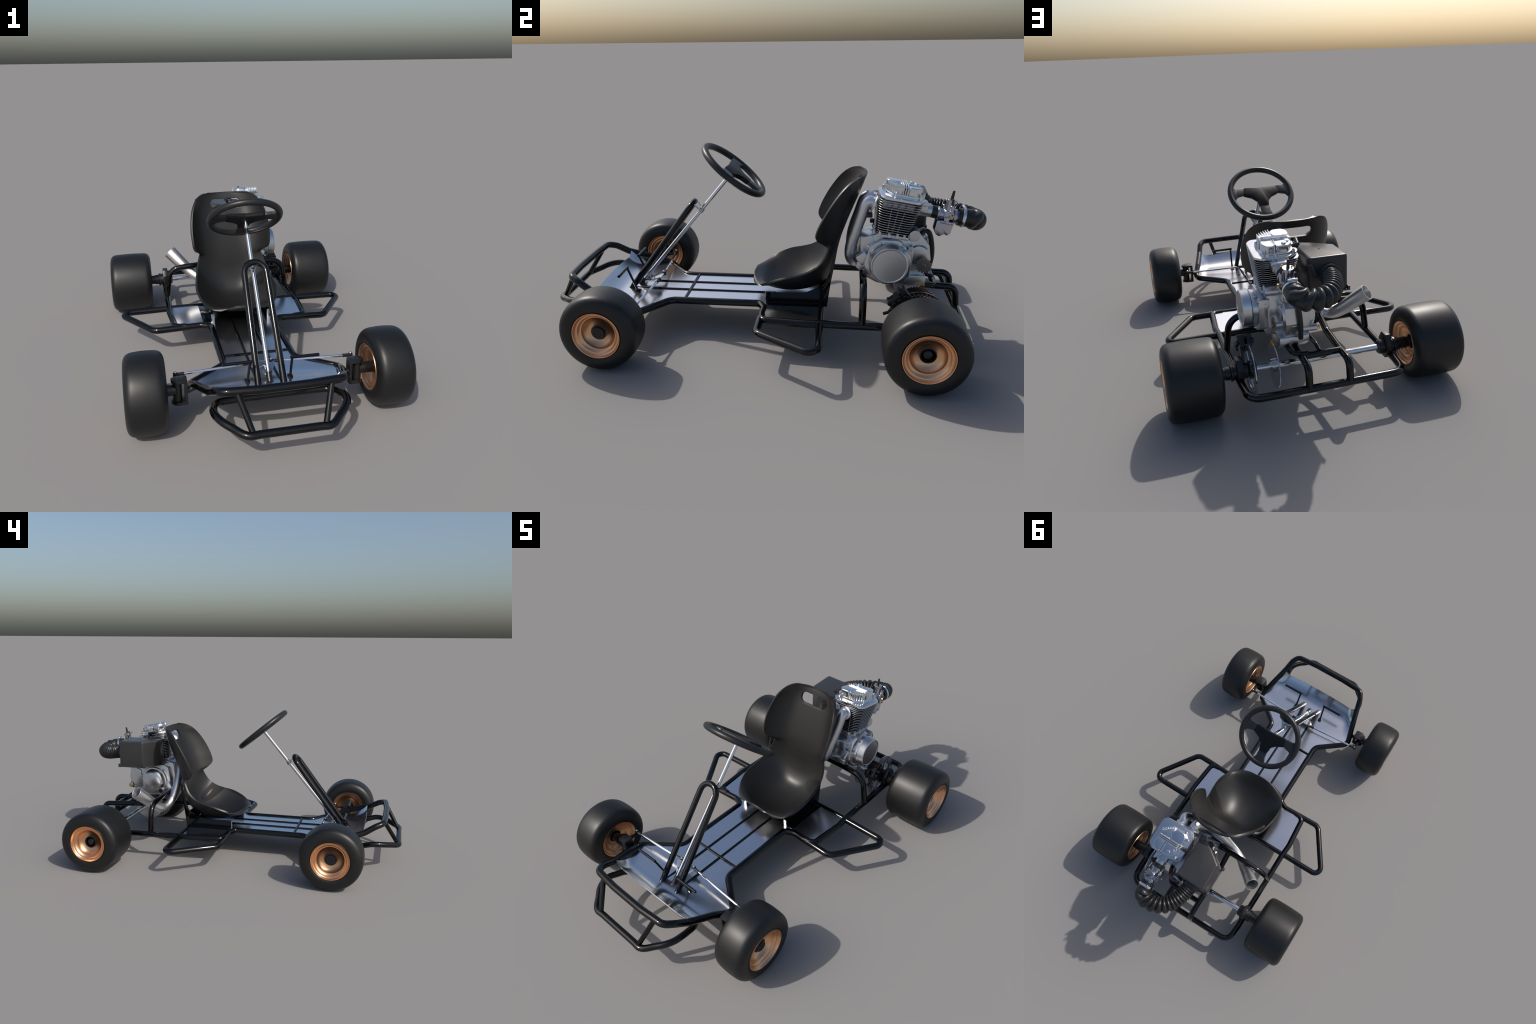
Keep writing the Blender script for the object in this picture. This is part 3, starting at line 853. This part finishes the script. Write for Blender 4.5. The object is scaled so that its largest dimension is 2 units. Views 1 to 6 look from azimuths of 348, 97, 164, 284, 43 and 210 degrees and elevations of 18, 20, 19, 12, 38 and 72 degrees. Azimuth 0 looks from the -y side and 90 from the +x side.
b = Build().lathe([(-0.0065, 0.0385), (-0.0065, 0.0425), (-0.005, 0.0432), (0.005, 0.0432), (0.0065, 0.0425), (0.0065, 0.0385)], cc, cdir, 56,
                  wob=lambda th, d: 1 + 0.008 * (1 if int(th * 56 / math.pi / 2) % 2 else 0))
b.cyl(cc + V((-0.022, 0.004, 0.046)), cc + V((0.020, 0.004, 0.046)), 0.0068)
b.box(cc + V((0.0, 0.004, 0.043)), (0.020, 0.012, 0.010), 0.002)
b.obj("hose_clamp", M_chrome, kart)

# ------------------------------------------------------------------ air box
out = round_poly([(-0.143, 0.760), (0.031, 0.756), (0.032, 0.532), (-0.006, 0.520), (-0.056, 0.545), (-0.138, 0.604)], 0.014, 6)
b = Build().extrude(out, 0.500, 0.667, 0.010, (V((0, 0, 0)), X, Y, Z), 4)
b.obj("air_box", M_box, kart, 35)
ab = bpy.data.objects["air_box"]
b = Build()
b.extrude(round_poly([(-0.148, 0.766), (0.034, 0.762), (0.034, 0.525), (-0.006, 0.514), (-0.058, 0.540), (-0.146, 0.602)], 0.014, 5), 0.503, 0.511, 0.002, (V((0, 0, 0)), X, Y, Z))
b.lathe([(0, 0.050), (0.020, 0.050), (0.024, 0.047), (0.024, 0.038)], (-0.060, 0.752, 0.588), Y, 40)
b.box((-0.148, 0.590, 0.514), (0.014, 0.022, 0.022), 0.004)
b.box((-0.146, 0.755, 0.513), (0.012, 0.02, 0.022), 0.003)
b.box((-0.02, 0.512, 0.520), (0.020, 0.020, 0.02), 0.003)
b.box((0.018, 0.522, 0.662), (0.034, 0.034, 0.020), 0.004)
b.cyl((0.030, 0.757, 0.640), (0.004, 0.768, 0.590), 0.010, 0.008)
b.obj("air_box_flange", M_box, ab)
Build().cyl((-0.051, 0.650, 0.666), (-0.051, 0.650, 0.6695), 0.0042).obj("bolt", M_box, ab)

# ------------------------------------------------------------------ back axle, brake, driven sprocket
AY, AZ = 0.7133, 0.1733
Build().cyl((-0.34, AY, AZ), (0.34, AY, AZ), 0.0150).obj("axle", M_chrome, kart)
b = Build()
b.extrude(round_poly([(-0.026, -0.048), (0.026, -0.048), (0.048, -0.02), (0.044, 0.03), (0.022, 0.066), (-0.022, 0.066), (-0.044, 0.03), (-0.048, -0.02)], 0.010), 0.336, 0.364, 0.002,
          (V((0, AY, AZ)), Y, Z, X))
b.lathe([(0.308, 0.016), (0.308, 0.028), (0.316, 0.034), (0.337, 0.034)], (0, AY, AZ), X, 32)
b.lathe([(0.363, 0.034), (0.378, 0.034), (0.381, 0.038), (0.389, 0.038), (0.392, 0.030), (0.412, 0.029), (0.414, 0.020)], (0, AY, AZ), X, 32)
b.lathe([(0.41, 0.0), (0.41, 0.0265), (0.452, 0.0265), (0.452, 0.0)], (0, AY, AZ), X, 32)
bearing = b.mesh("bearing_block", M_blackmetal)
for s in (1, -1):
    place(bearing, "bearing_block", kart, Matrix.Diagonal((s, 1, 1, 1)))

# brake disc: drilled friction ring on a black carrier
ring = Build()
tm = bmesh.new()
SEG, r0, r1 = 120, 0.086, 0.1235
b = Build()
x0, x1 = 0.2985, 0.3025
b.lathe([(x0, 0.115), (x0, r1), (x1, r1), (x1, 0.115)], (0, AY, AZ), X, 96, closed=True)
b.lathe([(x0, 0.082), (x0, 0.090), (x1, 0.090), (x1, 0.082)], (0, AY, AZ), X, 96, closed=True)
def web(rad_a, rad_b, a0, a1, w, col):
    pa = V((0.3005, AY + rad_a * math.cos(a0), AZ + rad_a * math.sin(a0)))
    pb = V((0.3005, AY + rad_b * math.cos(a1), AZ + rad_b * math.sin(a1)))
    dd = pb - pa
    rot = Matrix.Rotation(math.atan2(dd.z, dd.y), 3, 'X')
    col.box((pa + pb) / 2, (0.004, dd.length + 0.004, w), 0.0, rot)
for k in range(40):
    a = 2 * math.pi * k / 40
    web(0.088, 0.104, a, a + 0.07, 0.0055, b)
    web(0.102, 0.118, a + 0.08, a - 0.01, 0.0055, b)
b.lathe([(x0, 0.101), (x0, 0.105), (x1, 0.105), (x1, 0.101)], (0, AY, AZ), X, 96, closed=True)
for k in range(6):
    a = 2 * math.pi * k / 6
    web(0.036, 0.085, a, a + 0.18, 0.013, b)
ring.bm.free()
tm.free()
b.obj("brake_disc", M_disc, kart)
b = Build().lathe([(0.276, 0.016), (0.276, 0.036), (0.296, 0.040), (0.306, 0.040), (0.306, 0.016)], (0, AY, AZ), X, 36)
b.obj("disc_carrier", M_blackmetal, kart)

# caliper, a lumpy casting clamped over the disc
b = Build()
cq = V((0.302, 0.628, 0.262))
rc = Matrix.Rotation(math.radians(38), 3, 'X')
def cal(p, size, bevel=0.006):
    b.box(cq + rc @ V(p), size, bevel, rc)
cal((0.017, 0, 0.0), (0.026, 0.100, 0.052))
cal((-0.017, 0, 0.0), (0.024, 0.092, 0.050))
cal((0, 0.012, 0.022), (0.052, 0.056, 0.016))
cal((0.022, 0.034, 0.012), (0.026, 0.030, 0.034))
cal((0.026, -0.030, -0.004), (0.026, 0.030, 0.030))
for dy in (-0.026, 0.002, 0.030):
    b.cyl(cq + rc @ V((0.028, dy, 0.004)), cq + rc @ V((0.042, dy, 0.002)), 0.012, seg=18)
    b.cyl(cq + rc @ V((-0.026, dy, 0.002)), cq + rc @ V((-0.038, dy, 0.002)), 0.013, seg=18)
for dy, dz in ((-0.044, 0.018), (-0.048, -0.014), (0.04, 0.026), (0.02, 0.03)):
    b.cyl(cq + rc @ V((-0.03, dy, dz)), cq + rc @ V((0.034, dy, dz)), 0.008, seg=14)
b.cyl(cq + rc @ V((0.010, -0.05, -0.012)), cq + rc @ V((0.010, -0.082, -0.022)), 0.006, seg=12)
b.cyl(cq + rc @ V((0.010, -0.074, -0.020)), cq + rc @ V((0.012, -0.096, -0.012)), 0.007, seg=12)
b.cyl(cq + rc @ V((-0.006, -0.05, -0.026)), cq + rc @ V((-0.006, -0.066, -0.040)), 0.008, seg=12)
b.box((0.325, 0.668, 0.208), (0.010, 0.05, 0.10), 0.003, Matrix.Rotation(math.radians(28), 3, 'X'))
b.obj("brake_caliper", M_blackmetal, kart)

b = Build().extrude([(AY + a, AZ + c) for a, c in toothed(0.0975, 0.0066, 50, 6)], 0.1885, 0.1920, 0.0, None)
b.lathe([(0.175, 0.016), (0.175, 0.030), (0.205, 0.030), (0.205, 0.016)], (0, AY, AZ), X, 32)
b.obj("driven_sprocket", M_steel, kart, 30)
b = Build()
for k in range(3):
    b.cyl((0.193, 0.716 + 0.012 * k, 0.293 - 0.0015 * k), (0.201, 0.716 + 0.012 * k, 0.293 - 0.0015 * k), 0.0066 if k != 1 else 0.004, seg=16)
b.obj("chain_link", M_yellow, kart)
